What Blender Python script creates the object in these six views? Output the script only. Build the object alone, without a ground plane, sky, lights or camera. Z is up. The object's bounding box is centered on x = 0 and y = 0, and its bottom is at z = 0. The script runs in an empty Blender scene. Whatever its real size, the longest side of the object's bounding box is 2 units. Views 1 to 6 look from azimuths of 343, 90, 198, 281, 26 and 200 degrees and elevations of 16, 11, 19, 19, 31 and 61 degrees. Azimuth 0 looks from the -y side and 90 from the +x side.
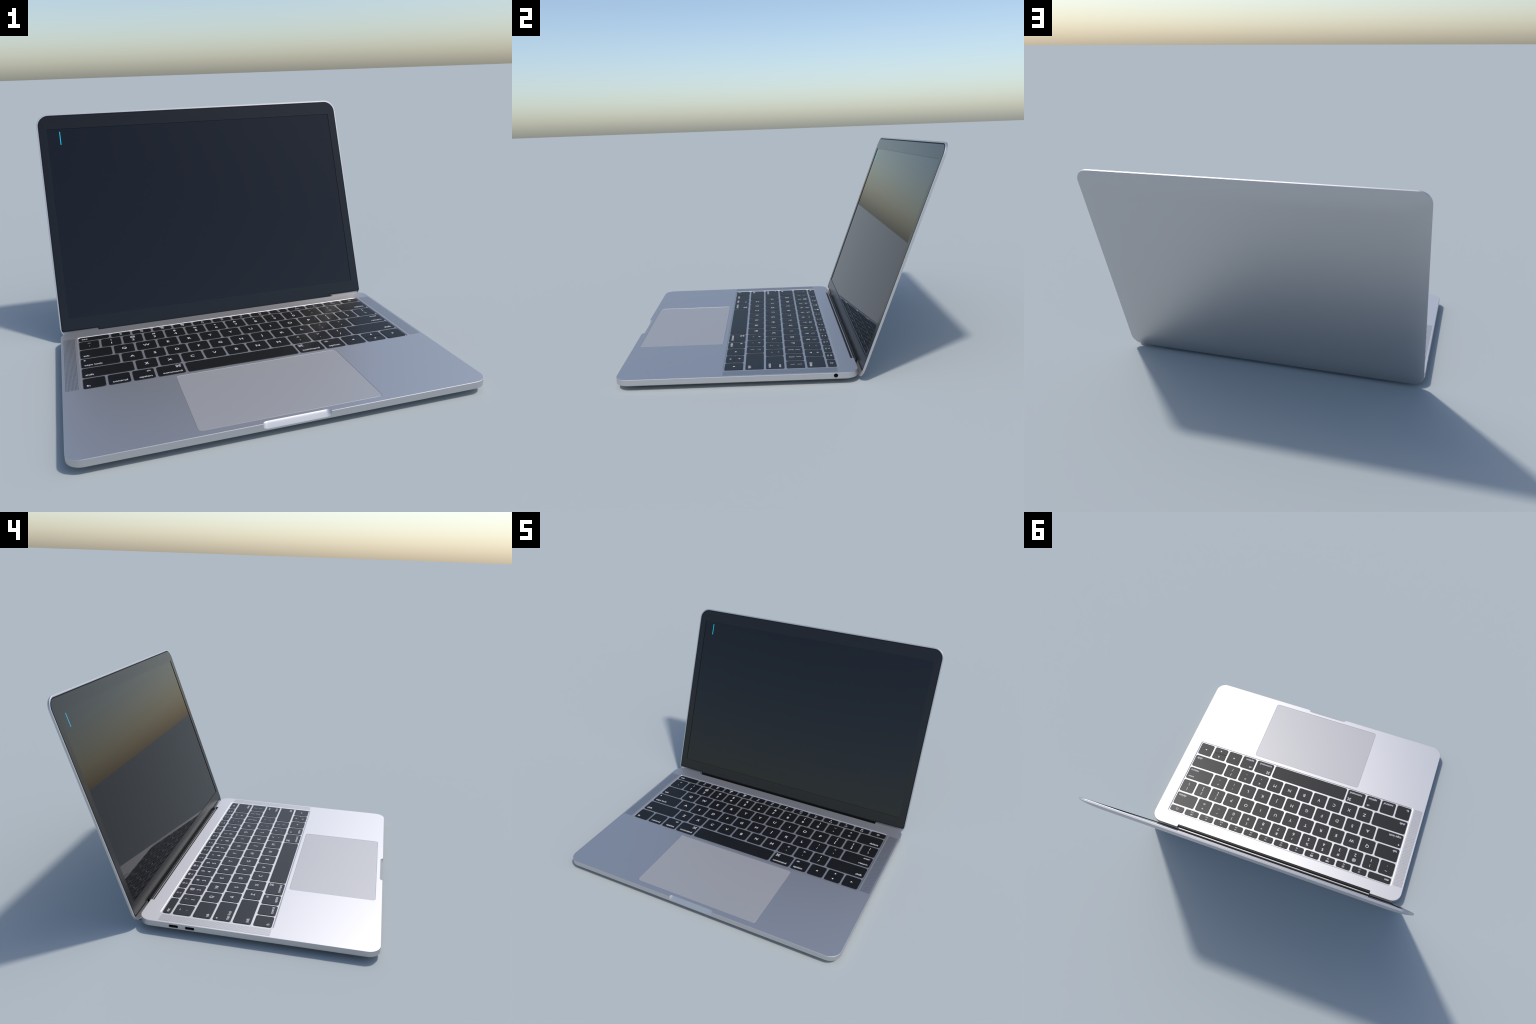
"""Open aluminium notebook computer, built part by part.

Frame: metres, z up, the deck faces +z, the front edge faces -y.  The lid is
built in its own plane (x, s, w): s runs up the lid from the hinge, w is the
distance along the lid's rear normal; lid_point() turns that into world space.
"""
import bpy
import bmesh
import math
from mathutils import Vector

# ------------------------------------------------------------------ sizes --
DECK_Z = 0.067                      # top of the base
Y_FRONT, Y_BACK = -0.942, 0.4545    # base depth
HALF_X = 1.0
CORNER = 0.076
TILT = math.radians(20.0)           # lid leans back from the vertical
ST, CT = math.sin(TILT), math.cos(TILT)
LID_S0, LID_S1 = 0.174, 1.572       # lid extent along its own plane
LID_FRONT, LID_BACK = 0.4192, 0.4320
NOTCH_X = 0.7775                    # hinge recess half width
NOTCH_Y = 0.432

scene = bpy.context.scene
COLL = scene.collection


# -------------------------------------------------------------- materials --
def new_material(name, base, rough, metal=0.0, spec=0.5, coat=0.0):
    m = bpy.data.materials.new(name)
    m.use_nodes = True
    b = m.node_tree.nodes["Principled BSDF"]
    b.inputs["Base Color"].default_value = (*base, 1)
    b.inputs["Roughness"].default_value = rough
    b.inputs["Metallic"].default_value = metal
    b.inputs["Specular IOR Level"].default_value = spec
    b.inputs["Coat Weight"].default_value = coat
    return m


def add_grain(m, scale, rough_amount, bump=0.0, colour_amount=0.0):
    """Fine noise on roughness (and a whisper of bump), on object coordinates."""
    nt = m.node_tree
    b = nt.nodes["Principled BSDF"]
    tc = nt.nodes.new("ShaderNodeTexCoord")
    nz = nt.nodes.new("ShaderNodeTexNoise")
    nz.inputs["Scale"].default_value = scale
    nz.inputs["Detail"].default_value = 3
    nt.links.new(tc.outputs["Object"], nz.inputs["Vector"])
    r = b.inputs["Roughness"].default_value
    mr = nt.nodes.new("ShaderNodeMapRange")
    mr.inputs["To Min"].default_value = r - rough_amount
    mr.inputs["To Max"].default_value = r + rough_amount
    nt.links.new(nz.outputs["Fac"], mr.inputs["Value"])
    nt.links.new(mr.outputs["Result"], b.inputs["Roughness"])
    if bump:
        bp = nt.nodes.new("ShaderNodeBump")
        bp.inputs["Strength"].default_value = bump
        bp.inputs["Distance"].default_value = 0.0005
        nt.links.new(nz.outputs["Fac"], bp.inputs["Height"])
        nt.links.new(bp.outputs["Normal"], b.inputs["Normal"])
    return m


ALU = (0.586, 0.577, 0.580)
MAT_ALU = add_grain(new_material("anodised_aluminium", ALU, 0.50, 0.95), 900, 0.012)
MAT_PAD = new_material("trackpad_glass", (0.452, 0.444, 0.444), 0.50, 0.5)
MAT_KEY = add_grain(new_material("key_plastic", (0.0052, 0.0052, 0.0052), 0.42, spec=0.46), 1200, 0.02)
MAT_LEGEND = new_material("legend_paint", (0.72, 0.72, 0.73), 0.5)
MAT_GASKET = new_material("rubber_gasket", (0.0085, 0.0085, 0.0085), 0.6, spec=0.15)
MAT_BEZEL = new_material("bezel_glass", (0.0045, 0.0045, 0.0045), 0.22)
MAT_HINGE = add_grain(new_material("hinge_plastic", (0.014, 0.014, 0.015), 0.45), 700, 0.02)
MAT_HOLE = new_material("port_cavity", (0.002, 0.002, 0.002), 0.8, spec=0.1)
MAT_FOOT = new_material("foot_rubber", (0.02, 0.02, 0.021), 0.7)
MAT_GLINT = new_material("cursor_light", (0.0, 0.12, 0.18), 0.3)
_b = MAT_GLINT.node_tree.nodes["Principled BSDF"]
_b.inputs["Emission Color"].default_value = (0.012, 0.47, 0.66, 1)
_b.inputs["Emission Strength"].default_value = 1.0
_b.inputs["Specular IOR Level"].default_value = 0.3
MAT_DISPLAY = new_material("display_glass", (0.0018, 0.0019, 0.0030), 0.02)


def grille_material():
    """Solid aluminium; a staggered grid of dark dots is painted on as holes."""
    m = new_material("speaker_grille", ALU, 0.50, 0.95)
    nt = m.node_tree
    b = nt.nodes["Principled BSDF"]
    N, L = nt.nodes.new, nt.links.new

    def math_node(op, a, bb=None, c=None):
        n = N("ShaderNodeMath")
        n.operation = op
        for i, v in enumerate((a, bb, c)):
            if v is None:
                continue
            if isinstance(v, (int, float)):
                n.inputs[i].default_value = v
            else:
                L(v, n.inputs[i])
        return n.outputs[0]

    tc = N("ShaderNodeTexCoord")
    sep = N("ShaderNodeSeparateXYZ")
    L(tc.outputs["Object"], sep.inputs[0])
    # staggered rows: two interleaved lattices, twice as wide as they are long
    px, py, radius = 0.0132, 0.0066, 0.0019
    u = math_node("DIVIDE", sep.outputs["X"], px)
    v = math_node("DIVIDE", sep.outputs["Y"], py)
    dist = []
    for off in (0.0, 0.5):
        fu = math_node("SUBTRACT", math_node("FRACT", math_node("ADD", u, 200 + off)), 0.5)
        fv = math_node("SUBTRACT", math_node("FRACT", math_node("ADD", v, 200 + off)), 0.5)
        fu, fv = math_node("MULTIPLY", fu, px), math_node("MULTIPLY", fv, py)
        dist.append(math_node("ADD", math_node("MULTIPLY", fu, fu), math_node("MULTIPLY", fv, fv)))
    hole = math_node("LESS_THAN", math_node("MINIMUM", dist[0], dist[1]), radius ** 2)  # mask of the dark dots that stand in for drilled holes
    mix = N("ShaderNodeMix")
    mix.data_type = "RGBA"
    L(hole, mix.inputs["Factor"])
    mix.inputs[6].default_value = (*ALU, 1)
    mix.inputs[7].default_value = (0.02, 0.02, 0.022, 1)
    L(mix.outputs[2], b.inputs["Base Color"])
    L(math_node("SUBTRACT", 1.0, hole), b.inputs["Metallic"])
    return m


MAT_GRILLE = grille_material()


# ---------------------------------------------------------------- helpers --
def make_object(name, verts, faces, mat, parent=None, angle=16.0):
    me = bpy.data.meshes.new(name)
    me.from_pydata([tuple(v) for v in verts], [], faces)
    bm = bmesh.new()
    bm.from_mesh(me)
    bmesh.ops.recalc_face_normals(bm, faces=bm.faces)
    bm.to_mesh(me)
    bm.free()
    if mat:
        me.materials.append(mat)
    smooth(me, angle)
    ob = bpy.data.objects.new(name, me)
    COLL.objects.link(ob)
    if parent:
        ob.parent = parent
    return ob


def smooth(me, angle):
    me.polygons.foreach_set("use_smooth", [True] * len(me.polygons))
    me.set_sharp_from_angle(angle=math.radians(angle))


def rounded_rect(x0, x1, y0, y1, r, n=10):
    """Counter-clockwise outline with n segments per corner."""
    r = max(min(r, (x1 - x0) / 2 - 1e-5, (y1 - y0) / 2 - 1e-5), 1e-5)
    pts = []
    for cx, cy, a0 in ((x1 - r, y1 - r, 0), (x0 + r, y1 - r, 90),
                       (x0 + r, y0 + r, 180), (x1 - r, y0 + r, 270)):
        for i in range(n + 1):
            a = math.radians(a0 + 90 * i / n)
            pts.append((cx + r * math.cos(a), cy + r * math.sin(a)))
    return pts


def inset_rect(rect, d, r, n=10):
    x0, x1, y0, y1 = rect
    return rounded_rect(x0 + d, x1 - d, y0 + d, y1 - d, r - d, n)


def loft(rings, cap_start=True, cap_end=True):
    """Skin a stack of equal-length closed rings of 3D points."""
    n = len(rings[0])
    verts = [p for ring in rings for p in ring]
    faces = []
    for k in range(len(rings) - 1):
        a, b = k * n, (k + 1) * n
        for i in range(n):
            j = (i + 1) % n
            faces.append((a + i, a + j, b + j, b + i))
    if cap_start:
        faces.append(tuple(reversed(range(n))))
    if cap_end:
        faces.append(tuple(range((len(rings) - 1) * n, len(rings) * n)))
    return verts, faces


def slab(name, rect, r, profile, mat, parent=None, n=10, angle=16.0):
    """Rounded-rectangle solid: profile is [(inset, z), ...]."""
    rings = [[(x, y, z) for x, y in inset_rect(rect, d, r, n)] for d, z in profile]
    return make_object(name, *loft(rings), mat, parent, angle)


def lid_point(x, s, w):
    return (x, s * ST + w * CT, s * CT - w * ST)


def lid_slab(name, rect, r, profile, mat, parent=None, n=10, angle=16.0):
    rings = [[lid_point(x, s, w) for x, s in inset_rect(rect, d, r, n)] for d, w in profile]
    return make_object(name, *loft(rings), mat, parent, angle)


def box(name, x0, x1, y0, y1, z0, z1, mat=None, parent=None):
    v = [(x, y, z) for z in (z0, z1) for x, y in ((x0, y0), (x1, y0), (x1, y1), (x0, y1))]
    f = [(3, 2, 1, 0), (4, 5, 6, 7), (0, 1, 5, 4), (1, 2, 6, 5), (2, 3, 7, 6), (3, 0, 4, 7)]
    return make_object(name, v, f, mat, parent)


def carve(target, cutters):
    """Boolean-subtract helper solids and bake the result."""
    for c in cutters:
        mod = target.modifiers.new("cut", "BOOLEAN")
        mod.operation, mod.solver, mod.object = "DIFFERENCE", "EXACT", c
    dg = bpy.context.evaluated_depsgraph_get()
    me = bpy.data.meshes.new_from_object(target.evaluated_get(dg))
    old = target.data
    target.modifiers.clear()
    target.data = me
    bpy.data.meshes.remove(old)
    for c in cutters:
        d = c.data
        bpy.data.objects.remove(c)
        bpy.data.meshes.remove(d)
    smooth(me, 16)


# ------------------------------------------------------------- the laptop --
laptop = bpy.data.objects.new("laptop", None)
COLL.objects.link(laptop)
laptop["label"] = "open silver aluminium laptop with black keyboard and dark screen"
laptop["category"] = "laptop"

BASE_RECT = (-HALF_X, HALF_X, Y_FRONT, Y_BACK)
base = slab("base", BASE_RECT, CORNER,
            [(0.0022, DECK_Z), (0.0006, DECK_Z - 0.0007), (0.0, DECK_Z - 0.0022), (0.0, 0.0330),
             (0.0007, 0.0318), (0.008, 0.0280), (0.018, 0.0225), (0.038, 0.0165), (0.066, 0.0115),
             (0.075, 0.0105)],
            MAT_ALU, laptop, n=14)

# key well; the deck rolls softly over its rim
WELL = (-0.9035, 0.9035, -0.3270, 0.3445)
WELL_Z = DECK_Z - 0.0044
cut_well = slab("cutter", WELL, 0.012,
                [(0.0, WELL_Z)] +
                [(-0.0085 * (1 - math.cos(a)), DECK_Z - 0.00006 - 0.0040 * (1 - math.sin(a)))
                 for a in (math.radians(90 * i / 9) for i in range(10))] +
                [(-0.0086, DECK_Z + 0.0004)], None, n=6)
# trackpad pocket
PAD = (-0.4420, 0.4420, -0.9012, -0.3550)
cut_pad = slab("cutter", PAD, 0.020,
               [(0.0, DECK_Z - 0.004), (0.0, DECK_Z - 0.0005), (-0.0006, DECK_Z + 0.0002)], None, n=6)
# hinge recess along the rear edge
cut_hinge = box("cutter", -NOTCH_X, NOTCH_X, NOTCH_Y, Y_BACK + 0.05, 0.038, DECK_Z + 0.05)


def scoop_cutter():
    """Finger scoop in the front edge: a sloping floor with round ends."""
    secs = []
    steps = 12
    xs = []
    for i in range(steps + 1):
        a = math.pi / 2 * i / steps
        xs.append((0.1375 + 0.0255 * math.sin(a), math.cos(a)))
    prof = [(-x, k) for x, k in reversed(xs)] + xs
    for x, k in prof:
        k = max(k, 0.02)
        top_y = Y_FRONT + 0.0178 * k
        low_z = DECK_Z - 0.0265 * (0.25 + 0.75 * math.sqrt(k))
        ring = [(x, top_y + 0.0015 * k, DECK_Z + 0.01), (x, top_y + 0.0015 * k, DECK_Z), (x, top_y, DECK_Z - 0.0008)]
        for j in range(1, 7):
            t = j / 6
            # plain slope from the deck edge to the front wall
            y = top_y + (Y_FRONT - top_y) * t
            z = DECK_Z + (low_z - DECK_Z) * (t ** 1.06)
            ring.append((x, y, z))
        ring.append((x, Y_FRONT - 0.02, low_z - 0.001))
        ring.append((x, Y_FRONT - 0.02, DECK_Z + 0.01))
        secs.append(ring)
    return make_object("cutter", *loft(secs), None)


cut_scoop = scoop_cutter()


def port_cutter(side, y0, y1, z0, z1):
    """Stadium-shaped hole through a side wall."""
    out = rounded_rect(y0, y1, z0, z1, (z1 - z0) / 2, 8)
    rings = [[(side * x, y, z) for y, z in out] for x in (0.975, 1.02)]
    return make_object("cutter", *loft(rings), None)


USB = [(0.2065, 0.2640, 0.0395, 0.0570), (0.1095, 0.1665, 0.0395, 0.0570)]
JACK = (0.3080, 0.3330, 0.0378, 0.0628)
cutters = [cut_well, cut_pad, cut_hinge, cut_scoop]
cutters += [port_cutter(-1, *u) for u in USB] + [port_cutter(1, *JACK)]
carve(base, cutters)

for u in USB:
    y0, y1, z0, z1 = u
    out = rounded_rect(y0 - 0.0003, y1 + 0.0003, z0 - 0.0003, z1 + 0.0003, (z1 - z0) / 2, 8)
    port = make_object("usb_port", *loft([[(-x, y, z) for y, z in out] for x in (0.970, 0.993)]),
                       MAT_HOLE, base)
y0, y1, z0, z1 = JACK
out = rounded_rect(y0 - 0.0003, y1 + 0.0003, z0 - 0.0003, z1 + 0.0003, 0.0125, 10)
make_object("headphone_jack", *loft([[(x, y, z) for y, z in out] for x in (0.970, 0.995)]), MAT_HOLE, base)

# trackpad
slab("trackpad", PAD, 0.020,
     [(0.0010, DECK_Z - 0.004), (0.0010, DECK_Z - 0.0007), (0.0014, DECK_Z - 0.0004)], MAT_PAD, base, n=6)

# speaker grilles: unpierced strips beside the keys, holes painted as dark dots
for sx in (-1, 1):
    x0, x1 = sorted((sx * 0.9215, sx * 0.9850))
    slab("speaker_grille", (x0, x1, -0.3255, 0.3340), 0.0006,
         [(0.0, DECK_Z - 0.003), (0.0, DECK_Z + 0.00035)], MAT_GRILLE, base, n=2)

# feet
for fx in (-0.82, 0.82):
    for fy in (-0.78, 0.30):
        slab("rubber_foot", (fx - 0.055, fx + 0.055, fy - 0.055, fy + 0.055), 0.055,
             [(0.0, 0.0125), (0.0, 0.003), (0.003, 0.0)], MAT_FOOT, base, n=12)

# hinge recess: black clutch cover, then a thin aluminium ledge behind it
def bar(name, x0, x1, section, mat, parent):
    rings = [[(x, y, z) for y, z in section] for x in (x0, x1)]
    return make_object(name, *loft(rings), mat, parent, angle=40)


bar("hinge_cover", -NOTCH_X + 0.0004, NOTCH_X - 0.0004,
    [(NOTCH_Y + 0.0004, 0.0385), (NOTCH_Y + 0.0004, 0.0590), (0.4360, 0.0592), (0.4420, 0.0580), (0.4475, 0.0540),
     (0.4504, 0.0480), (0.4506, 0.0385)], MAT_HINGE, base)
bar("hinge_ledge", -NOTCH_X + 0.003, NOTCH_X - 0.003,
    [(0.4508, 0.033), (0.4508, 0.0480), (0.4514, 0.0486), (0.4560, 0.0482), (0.4590, 0.0468), (0.4597, 0.0455),
     (0.4560, 0.033)], MAT_ALU, base)

# ------------------------------------------------------------------- lid --
LID_RECT = (-HALF_X, HALF_X, LID_S0, LID_S1)


def swell(d):
    """Rear face rises softly from its sharp edge to a flat panel (d = distance from the edge)."""
    t = min(d / 0.130, 1.0)
    return 0.0165 * (1 - (1 - t) ** 2)


lid_rings = []
for d, w in ((0.0090, LID_FRONT + 0.0085), (0.0082, LID_FRONT), (0.0014, LID_FRONT),
             (0.0003, LID_FRONT + 0.0006), (0.0, LID_FRONT + 0.0016), (0.0, LID_BACK - 0.0008), (0.0006, LID_BACK)):
    lid_rings.append([lid_point(x, s, w) for x, s in inset_rect(LID_RECT, d, CORNER, 14)])
for k in range(1, 25):
    d = 0.0006 + 0.1300 * (k / 24.0)
    ring = rounded_rect(-HALF_X + d, HALF_X - d, LID_S0 + d, LID_S1 - d, max(CORNER - d, 0.012 + 0.35 * d), 14)
    lid_rings.append([lid_point(x, s, LID_BACK + swell(d)) for x, s in ring])

lid = make_object("lid", *loft(lid_rings), MAT_ALU, laptop, angle=16)


def bezel_outline(d):
    """Glass outline: rounded at the top, with a wide tab reaching into the hinge."""
    x1, s0, s1 = 0.9925 - d, 0.2225 + d, LID_S1 - 0.0095 - d
    r = CORNER - 0.0095 - d
    tab_x, tab_s = NOTCH_X - 0.002 - d, 0.190
    pts = []
    for cx, cy, a0 in ((x1 - r, s1 - r, 0), (-x1 + r, s1 - r, 90)):
        for i in range(13):
            a = math.radians(a0 + 90 * i / 12)
            pts.append((cx + r * math.cos(a), cy + r * math.sin(a)))
    q = 0.012
    for cx, cy, a0 in ((-x1 + q, s0 + q, 180),):
        for i in range(7):
            a = math.radians(a0 + 90 * i / 6)
            pts.append((cx + q * math.cos(a), cy + q * math.sin(a)))
    pts += [(-tab_x, s0), (-tab_x, tab_s), (tab_x, tab_s), (tab_x, s0)]
    for i in range(7):
        a = math.radians(270 + 90 * i / 6)
        pts.append((x1 - q + q * math.cos(a), s0 + q + q * math.sin(a)))
    return pts


def bezel_slab(name, profile, mat, parent):
    rings = [[lid_point(x, s, w) for x, s in bezel_outline(d)] for d, w in profile]
    return make_object(name, *loft(rings), mat, parent, 16)


gasket = bezel_slab("screen_gasket", [(0.0, LID_FRONT + 0.007), (0.0, LID_FRONT - 0.0001), (0.0004, LID_FRONT - 0.0004)],
           MAT_GASKET, lid)

bezel = bezel_slab("screen_bezel", [(0.0062, LID_FRONT + 0.0065), (0.0062, LID_FRONT - 0.0005),
                                    (0.0065, LID_FRONT - 0.0008)], MAT_BEZEL, lid)
DISPLAY = (-0.9420, 0.9420, 0.3000, 1.4765)
DISP_W = LID_FRONT + 0.0022
for sheet in (bezel, gasket):
    carve(sheet, [lid_slab("cutter", DISPLAY, 0.0008, [(0.0, LID_FRONT + 0.02), (0.0, LID_FRONT - 0.02)], None, n=1)])
display = lid_slab("display_panel", DISPLAY, 0.0008, [(0.0003, LID_FRONT + 0.0080), (0.0003, DISP_W)],
                   MAT_DISPLAY, lid, n=1)
CURSOR = (-0.8692, -0.8648, 1.3765, 1.4585)
lid_slab("text_cursor", CURSOR, 0.0005, [(0.0, DISP_W + 0.0006), (0.0, DISP_W - 0.0006)], MAT_GLINT, lid, n=1)

# -------------------------------------------------------------- keyboard --
UNIT, GAP = 0.12485, 0.0132
KEY_X0 = -0.8985
KEY_TOP = DECK_Z - 0.0012
ROWS = [(-0.3205, -0.2115), (-0.1975, -0.0890), (-0.0762, 0.0323), (0.0450, 0.1535), (0.1662, 0.2750),
        (0.2877, 0.3382)]

# ---- legends: flat glyph outlines, from the built-in font or stroked paths
_font_cache = {}


def glyphs(text, height, align="CENTER", at=(0, 0), wide=1.0):
    """Mesh data (verts2d, faces) of a string whose capitals are `height` tall."""
    key = text
    if key not in _font_cache:
        cu = bpy.data.curves.new("glyph", "FONT")
        cu.body = text
        cu.size = 1.0
        cu.resolution_u = 3
        cu.offset = 0.003
        ob = bpy.data.objects.new("glyph", cu)
        COLL.objects.link(ob)
        dg = bpy.context.evaluated_depsgraph_get()
        me = bpy.data.meshes.new_from_object(ob.evaluated_get(dg))
        vs = [(v.co.x, v.co.y) for v in me.vertices]
        fs = [tuple(p.vertices) for p in me.polygons]
        bpy.data.objects.remove(ob)
        bpy.data.curves.remove(cu)
        bpy.data.meshes.remove(me)
        _font_cache[key] = (vs, fs)
    vs, fs = _font_cache[key]
    k = height / 0.73
    xs = [v[0] for v in vs]
    lo, hi = min(xs), max(xs)
    ox = {"CENTER": (lo + hi) / 2, "LEFT": lo, "RIGHT": hi}[align]
    return [((x - ox) * k * wide + at[0], y * k + at[1]) for x, y in vs], fs


def centred(text, height, at, wide=1.0):
    """Glyph centred in both directions on `at`."""
    vs, fs = glyphs(text, height, wide=wide)
    ys = [v[1] for v in vs]
    oy = (min(ys) + max(ys)) / 2
    return [(x + at[0], y - oy + at[1]) for x, y in vs], fs


def stroke(points, width, closed=False):
    """Thin ribbon along a 2D polyline with mitred joints."""
    n = len(points)
    vs, fs = [], []
    for i in range(n):
        p = Vector(points[i])
        a = Vector(points[i - 1]) if (i or closed) else None
        b = Vector(points[(i + 1) % n]) if (i < n - 1 or closed) else None
        da = (p - a).normalized() if a is not None else (b - p).normalized()
        db = (b - p).normalized() if b is not None else da
        t = (da + db)
        t = t.normalized() if t.length > 1e-6 else da
        nrm = Vector((-t.y, t.x))
        k = max(0.5, nrm.dot(Vector((-da.y, da.x))))
        h = width / 2 / k
        vs += [tuple(p + nrm * h), tuple(p - nrm * h)]
    m = n if closed else n - 1
    for i in range(m):
        j = (i + 1) % n
        fs.append((2 * i, 2 * i + 1, 2 * j + 1, 2 * j))
    return vs, fs


def disc(c, r, n=12):
    return [(c[0] + r * math.cos(math.tau * i / n), c[1] + r * math.sin(math.tau * i / n)) for i in range(n)], \
        [tuple(range(n))]


def poly(pts):
    return list(pts), [tuple(range(len(pts)))]


def arc(c, r, a0, a1, n=12):
    return [(c[0] + r * math.cos(math.radians(a0 + (a1 - a0) * i / n)),
             c[1] + r * math.sin(math.radians(a0 + (a1 - a0) * i / n))) for i in range(n + 1)]


def command_sign(c, size):
    """Looped square."""
    q, lp = size * 0.19, size * 0.17
    w = size * 0.105
    parts = []
    for sx, sy in ((1, 1), (-1, 1), (-1, -1), (1, -1)):
        cc = (c[0] + sx * (q + lp), c[1] + sy * (q + lp))
        mid = math.degrees(math.atan2(sy, sx))
        parts.append(stroke(arc(cc, lp, mid - 135, mid + 135, 14), w))
    e = q + lp
    for s in (-1, 1):
        parts.append(stroke([(c[0] + s * q, c[1] - e), (c[0] + s * q, c[1] + e)], w))
        parts.append(stroke([(c[0] - e, c[1] + s * q), (c[0] + e, c[1] + s * q)], w))
    return parts


def triangle(c, r, angle):
    return poly([(c[0] + r * math.cos(math.radians(angle + k)), c[1] + r * math.sin(math.radians(angle + k)))
                 for k in (0, 125, 235)])


def sun_icon(c, r, rays):
    parts = [stroke(arc(c, r, 0, 360, 14)[:-1], r * 0.42, True)]
    for i in range(8):
        a = math.tau * i / 8
        d = Vector((math.cos(a), math.sin(a)))
        p = Vector(c)
        parts.append(stroke([tuple(p + d * r * 1.6), tuple(p + d * r * rays)], r * 0.42))
    return parts


def keylight_icon(c, r, rays):
    parts = [poly([(c[0] - r, c[1] - r * 0.35), (c[0] + r, c[1] - r * 0.35), (c[0] + r, c[1]), (c[0] - r, c[1])])]
    for a in (20, 55, 90, 125, 160):
        d = Vector((math.cos(math.radians(a)), math.sin(math.radians(a))))
        p = Vector((c[0], c[1] + r * 0.1))
        parts.append(stroke([tuple(p + d * r * 0.85), tuple(p + d * r * rays)], r * 0.32))
    return parts


def speaker_icon(c, r, waves):
    x, y = c[0] - r * (0.2 + 0.3 * waves), c[1]
    parts = [poly([(x - r, y - r * 0.4), (x - r * 0.4, y - r * 0.4), (x + r * 0.35, y - r), (x + r * 0.35, y + r),
                   (x - r * 0.4, y + r * 0.4), (x - r, y + r * 0.4)])]
    for i in range(waves):
        parts.append(stroke(arc((x + r * 0.2, y), r * (0.75 + 0.5 * i), -45, 45, 6), r * 0.26))
    return parts


def function_icon(i, c):
    r = 0.0054
    if i == 1:
        return sun_icon(c, r * 0.72, 2.0)
    if i == 2:
        return sun_icon(c, r * 0.80, 2.5)
    if i == 3:
        parts = []
        for dx, dy, w, h in ((-1.7, 0.1, 1.4, 1.5), (0.1, 0.75, 1.2, 0.8), (0.1, -0.55, 1.2, 1.0), (1.6, 0.1, 1.0, 1.6)):
            x, y = c[0] + dx * r, c[1] + dy * r
            w, h = w * r / 2, h * r / 2
            parts.append(stroke([(x - w, y - h), (x + w, y - h), (x + w, y + h), (x - w, y + h)], r * 0.34, True))
        return parts
    if i == 4:
        parts = []
        for gx in (-1, 0, 1):
            for gy in (-0.5, 0.5):
                x, y, h = c[0] + gx * r * 1.35, c[1] + gy * r * 1.35, r * 0.45
                parts.append(stroke([(x - h, y - h), (x + h, y - h), (x + h, y + h), (x - h, y + h)], r * 0.32, True))
        return parts
    if i in (5, 6):
        return keylight_icon((c[0], c[1] - r * 0.5), r * (0.95 if i == 5 else 1.15), 1.45 if i == 5 else 1.7)
    if i in (7, 9):
        s = -1 if i == 7 else 1
        return [poly([(c[0] + s * (k * r * 1.5 - r * 1.4), c[1] + r * 0.8), (c[0] + s * (k * r * 1.5 - r * 1.4), c[1] - r * 0.8),
                      (c[0] + s * (k * r * 1.5), c[1])][::s]) for k in (0, 1)]
    if i == 8:
        parts = [poly([(c[0] - r * 1.5, c[1] - r * 0.8), (c[0], c[1]), (c[0] - r * 1.5, c[1] + r * 0.8)])]
        for dx in (0.5, 1.3):
            parts.append(stroke([(c[0] + dx * r, c[1] - r * 0.8), (c[0] + dx * r, c[1] + r * 0.8)], r * 0.42))
        return parts
    return speaker_icon(c, r, {10: 0, 11: 1, 12: 3}[i])


def merge(parts):
    vs, fs = [], []
    for v, f in parts:
        o = len(vs)
        vs += v
        fs += [tuple(o + i for i in q) for q in f]
    return vs, fs


_key_meshes = {}


def key_mesh(w, h, half=None):
    """Low key cap with softly rounded rim; shared by keys of equal size."""
    tag = (round(w, 4), round(h, 4), half)
    if tag in _key_meshes:
        return _key_meshes[tag]
    rect = (-w / 2, w / 2, -h / 2, h / 2)
    r = 0.0125
    prof = [(0.0006, -0.0036), (0.0, -0.0030), (0.0, -0.0010), (0.0003, -0.0003), (0.0010, 0.0)]

    def outline(d):
        if half is None:
            return inset_rect(rect, d, r, 7)
        out = inset_rect(rect, d, r, 7)
        # the shared edge of a half-height arrow key is square
        res = []
        x1, y1 = w / 2 - d, h / 2 - d
        for x, y in out:
            if half * y < 0 and abs(y) > y1 - (r - d) - 1e-6:
                x = math.copysign(x1, x)
                y = -half * y1
            res.append((x, y))
        uniq = []
        for i, p in enumerate(res):
            uniq.append((p[0], p[1] + half * 1e-6 * i if half * p[1] < 0 and abs(abs(p[1]) - y1) < 1e-9 else p[1]))
        return uniq

    rings = [[(x, y, z) for x, y in outline(d)] for d, z in prof]
    v, f = loft(rings)
    me = bpy.data.meshes.new("key")
    me.from_pydata(v, [], f)
    bm = bmesh.new()
    bm.from_mesh(me)
    bmesh.ops.remove_doubles(bm, verts=bm.verts, dist=5e-5)
    bmesh.ops.recalc_face_normals(bm, faces=bm.faces)
    bm.to_mesh(me)
    bm.free()
    me.materials.append(MAT_KEY)
    smooth(me, 16)
    _key_meshes[tag] = me
    return me


LEGEND_LIFT = 0.00022


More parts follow.
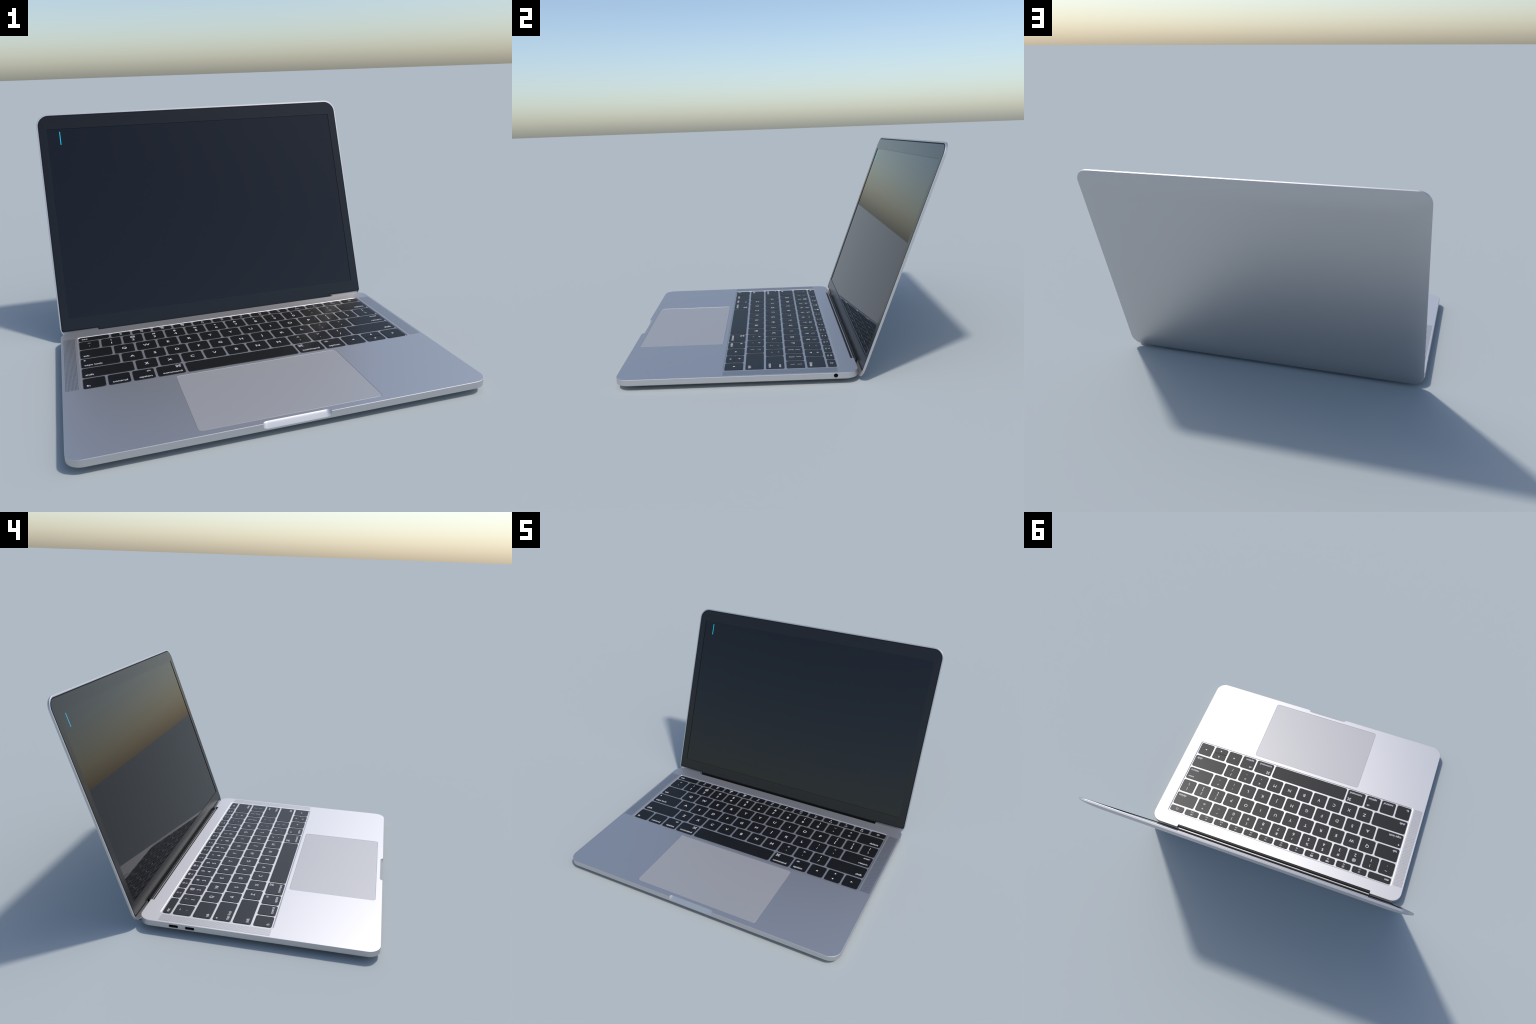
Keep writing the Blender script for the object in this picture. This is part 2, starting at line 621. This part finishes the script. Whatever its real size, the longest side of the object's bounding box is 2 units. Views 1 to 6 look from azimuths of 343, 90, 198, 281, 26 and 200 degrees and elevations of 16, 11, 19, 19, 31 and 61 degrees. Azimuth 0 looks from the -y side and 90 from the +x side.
def add_key(x0, x1, y0, y1, parts, half=None, nub=False):
    w, h = x1 - x0, y1 - y0
    me = key_mesh(w, h, half)
    ob = bpy.data.objects.new("key", me)
    ob.location = ((x0 + x1) / 2, (y0 + y1) / 2, KEY_TOP)
    COLL.objects.link(ob)
    ob.parent = laptop
    if parts:
        vs, fs = merge(parts)
        lm = bpy.data.meshes.new("key_legend")
        lm.from_pydata([(x, y, LEGEND_LIFT) for x, y in vs], [], fs)
        bm = bmesh.new()
        bm.from_mesh(lm)
        for f in bm.faces:
            f.normal_update()
            if f.normal.z < 0:
                f.normal_flip()
        bm.to_mesh(lm)
        bm.free()
        lm.materials.append(MAT_LEGEND)
        lo = bpy.data.objects.new("key_legend", lm)
        COLL.objects.link(lo)
        lo.parent = ob
    if nub:
        n = slab("homing_bar", (-0.0125, 0.0125, -h / 2 + 0.0140, -h / 2 + 0.0172), 0.0015,
                 [(0.0, -0.0005), (0.0, 0.0008), (0.0006, 0.0012)], MAT_KEY, ob, n=4)
    return ob


LETTER = 0.0255
WORD = 0.0188
SMALL = 0.0158


def letter(c):
    return [centred(c, LETTER, (0, 0.001))]


def pair(upper, lower):
    up = centred(upper, 0.0225, (0, 0.0245))
    lo = centred(lower, 0.0255, (0, -0.0175))
    return [up, lo]


def word(text, side, w, h, size=WORD):
    m = 0.0165
    if side == "LEFT":
        return [glyphs(text, size, "LEFT", (-w / 2 + m, -h / 2 + m))]
    if side == "RIGHT":
        return [glyphs(text, size, "RIGHT", (w / 2 - m, -h / 2 + m))]
    return [glyphs(text, size, "CENTER", (0, -h / 2 + m))]


def row(y, keys, x=KEY_X0):
    """keys: list of (units, legend builder)."""
    y0, y1 = y
    for units, build, *opt in keys:
        w = units * UNIT - GAP
        add_key(x, x + w, y0, y1, build(w, y1 - y0) if build else None, nub=bool(opt))
        x += units * UNIT


L1 = lambda c: (1, lambda w, h: letter(c))
P1 = lambda a, b: (1, lambda w, h: pair(a, b))


def f_key(i):
    return (1, lambda w, h: function_icon(i, (0, 0.0095)) + [centred("F%d" % i, 0.0105, (0, -0.0105), 1.1)])


def power(w, h):
    return [stroke(arc((0, 0), 0.0082, 120, 420, 20), 0.0020), stroke([(0, 0.001), (0, 0.0105)], 0.0020)]


def caps(w, h):
    return word("caps lock", "LEFT", w, h) + [disc((-w / 2 + 0.0200, h / 2 - 0.0230), 0.0052)]


def option(side):
    def build(w, h):
        return word("option", side, w, h) + \
            [glyphs("alt", SMALL, side, ((w / 2 - 0.0165) * (1 if side == "RIGHT" else -1), h / 2 - 0.0300))]
    return build


def command(side):
    def build(w, h):
        s = 1 if side == "RIGHT" else -1
        return word("command", side, w, h) + command_sign((s * (w / 2 - 0.0270), h / 2 - 0.0240), 0.0235)
    return build


def enter(w, h):
    return word("return", "RIGHT", w, h) + [glyphs("enter", SMALL, "RIGHT", (w / 2 - 0.0165, h / 2 - 0.0300))]


row(ROWS[5], [(1.5, lambda w, h: [glyphs("esc", 0.0195, "LEFT", (-w / 2 + 0.0165, -0.0095))])] +
    [f_key(i) for i in range(1, 13)] + [(1, power)])
row(ROWS[4], [P1("~", "`"), P1("!", "1"), P1("@", "2"), P1("#", "3"), P1("$", "4"), P1("%", "5"), P1("^", "6"),
              P1("&", "7"), P1("*", "8"), P1("(", "9"), P1(")", "0"), P1("_", "-"), P1("+", "="),
              (1.5, lambda w, h: word("delete", "RIGHT", w, h))])
row(ROWS[3], [(1.5, lambda w, h: word("tab", "LEFT", w, h))] + [L1(c) for c in "QWERTYUIOP"] +
    [P1("{", "["), P1("}", "]"), P1("|", "\\")])
row(ROWS[2], [(1.75, caps)] + [(1, (lambda c: lambda w, h: letter(c))(c), 1) if c in "FJ" else L1(c) for c in "ASDFGHJKL"] +
    [P1(":", ";"), P1('"', "'"), (1.75, enter)])
row(ROWS[1], [(2.25, lambda w, h: word("shift", "LEFT", w, h))] + [L1(c) for c in "ZXCVBNM"] +
    [P1("<", ","), P1(">", "."), P1("?", "/"), (2.25, lambda w, h: word("shift", "RIGHT", w, h))])
row(ROWS[0], [(1, lambda w, h: word("fn", "LEFT", w, h)), (1, lambda w, h: word("control", "RIGHT", w, h)),
              (1, option("RIGHT")), (1.25, command("RIGHT")), (5, None), (1.25, command("LEFT")),
              (1, option("LEFT")), (1, lambda w, h: [triangle((0, 0), 0.0088, 180)])])
ax = KEY_X0 + 12.5 * UNIT
kw = UNIT - GAP
y0, y1 = ROWS[0]
ym = (y0 + y1) / 2
add_key(ax, ax + kw, ym + 0.0023, y1, [triangle((0, 0), 0.0082, 90)], half=1)
add_key(ax, ax + kw, y0, ym - 0.0023, [triangle((0, 0.001), 0.0082, 270)], half=-1)
add_key(ax + UNIT, ax + UNIT + kw, y0, y1, [triangle((0, 0), 0.0088, 0)])
box("key_bridge", ax + 0.003, ax + kw - 0.003, ym - 0.006, ym + 0.006, WELL_Z - 0.0005, KEY_TOP - 0.0026, MAT_KEY, laptop)
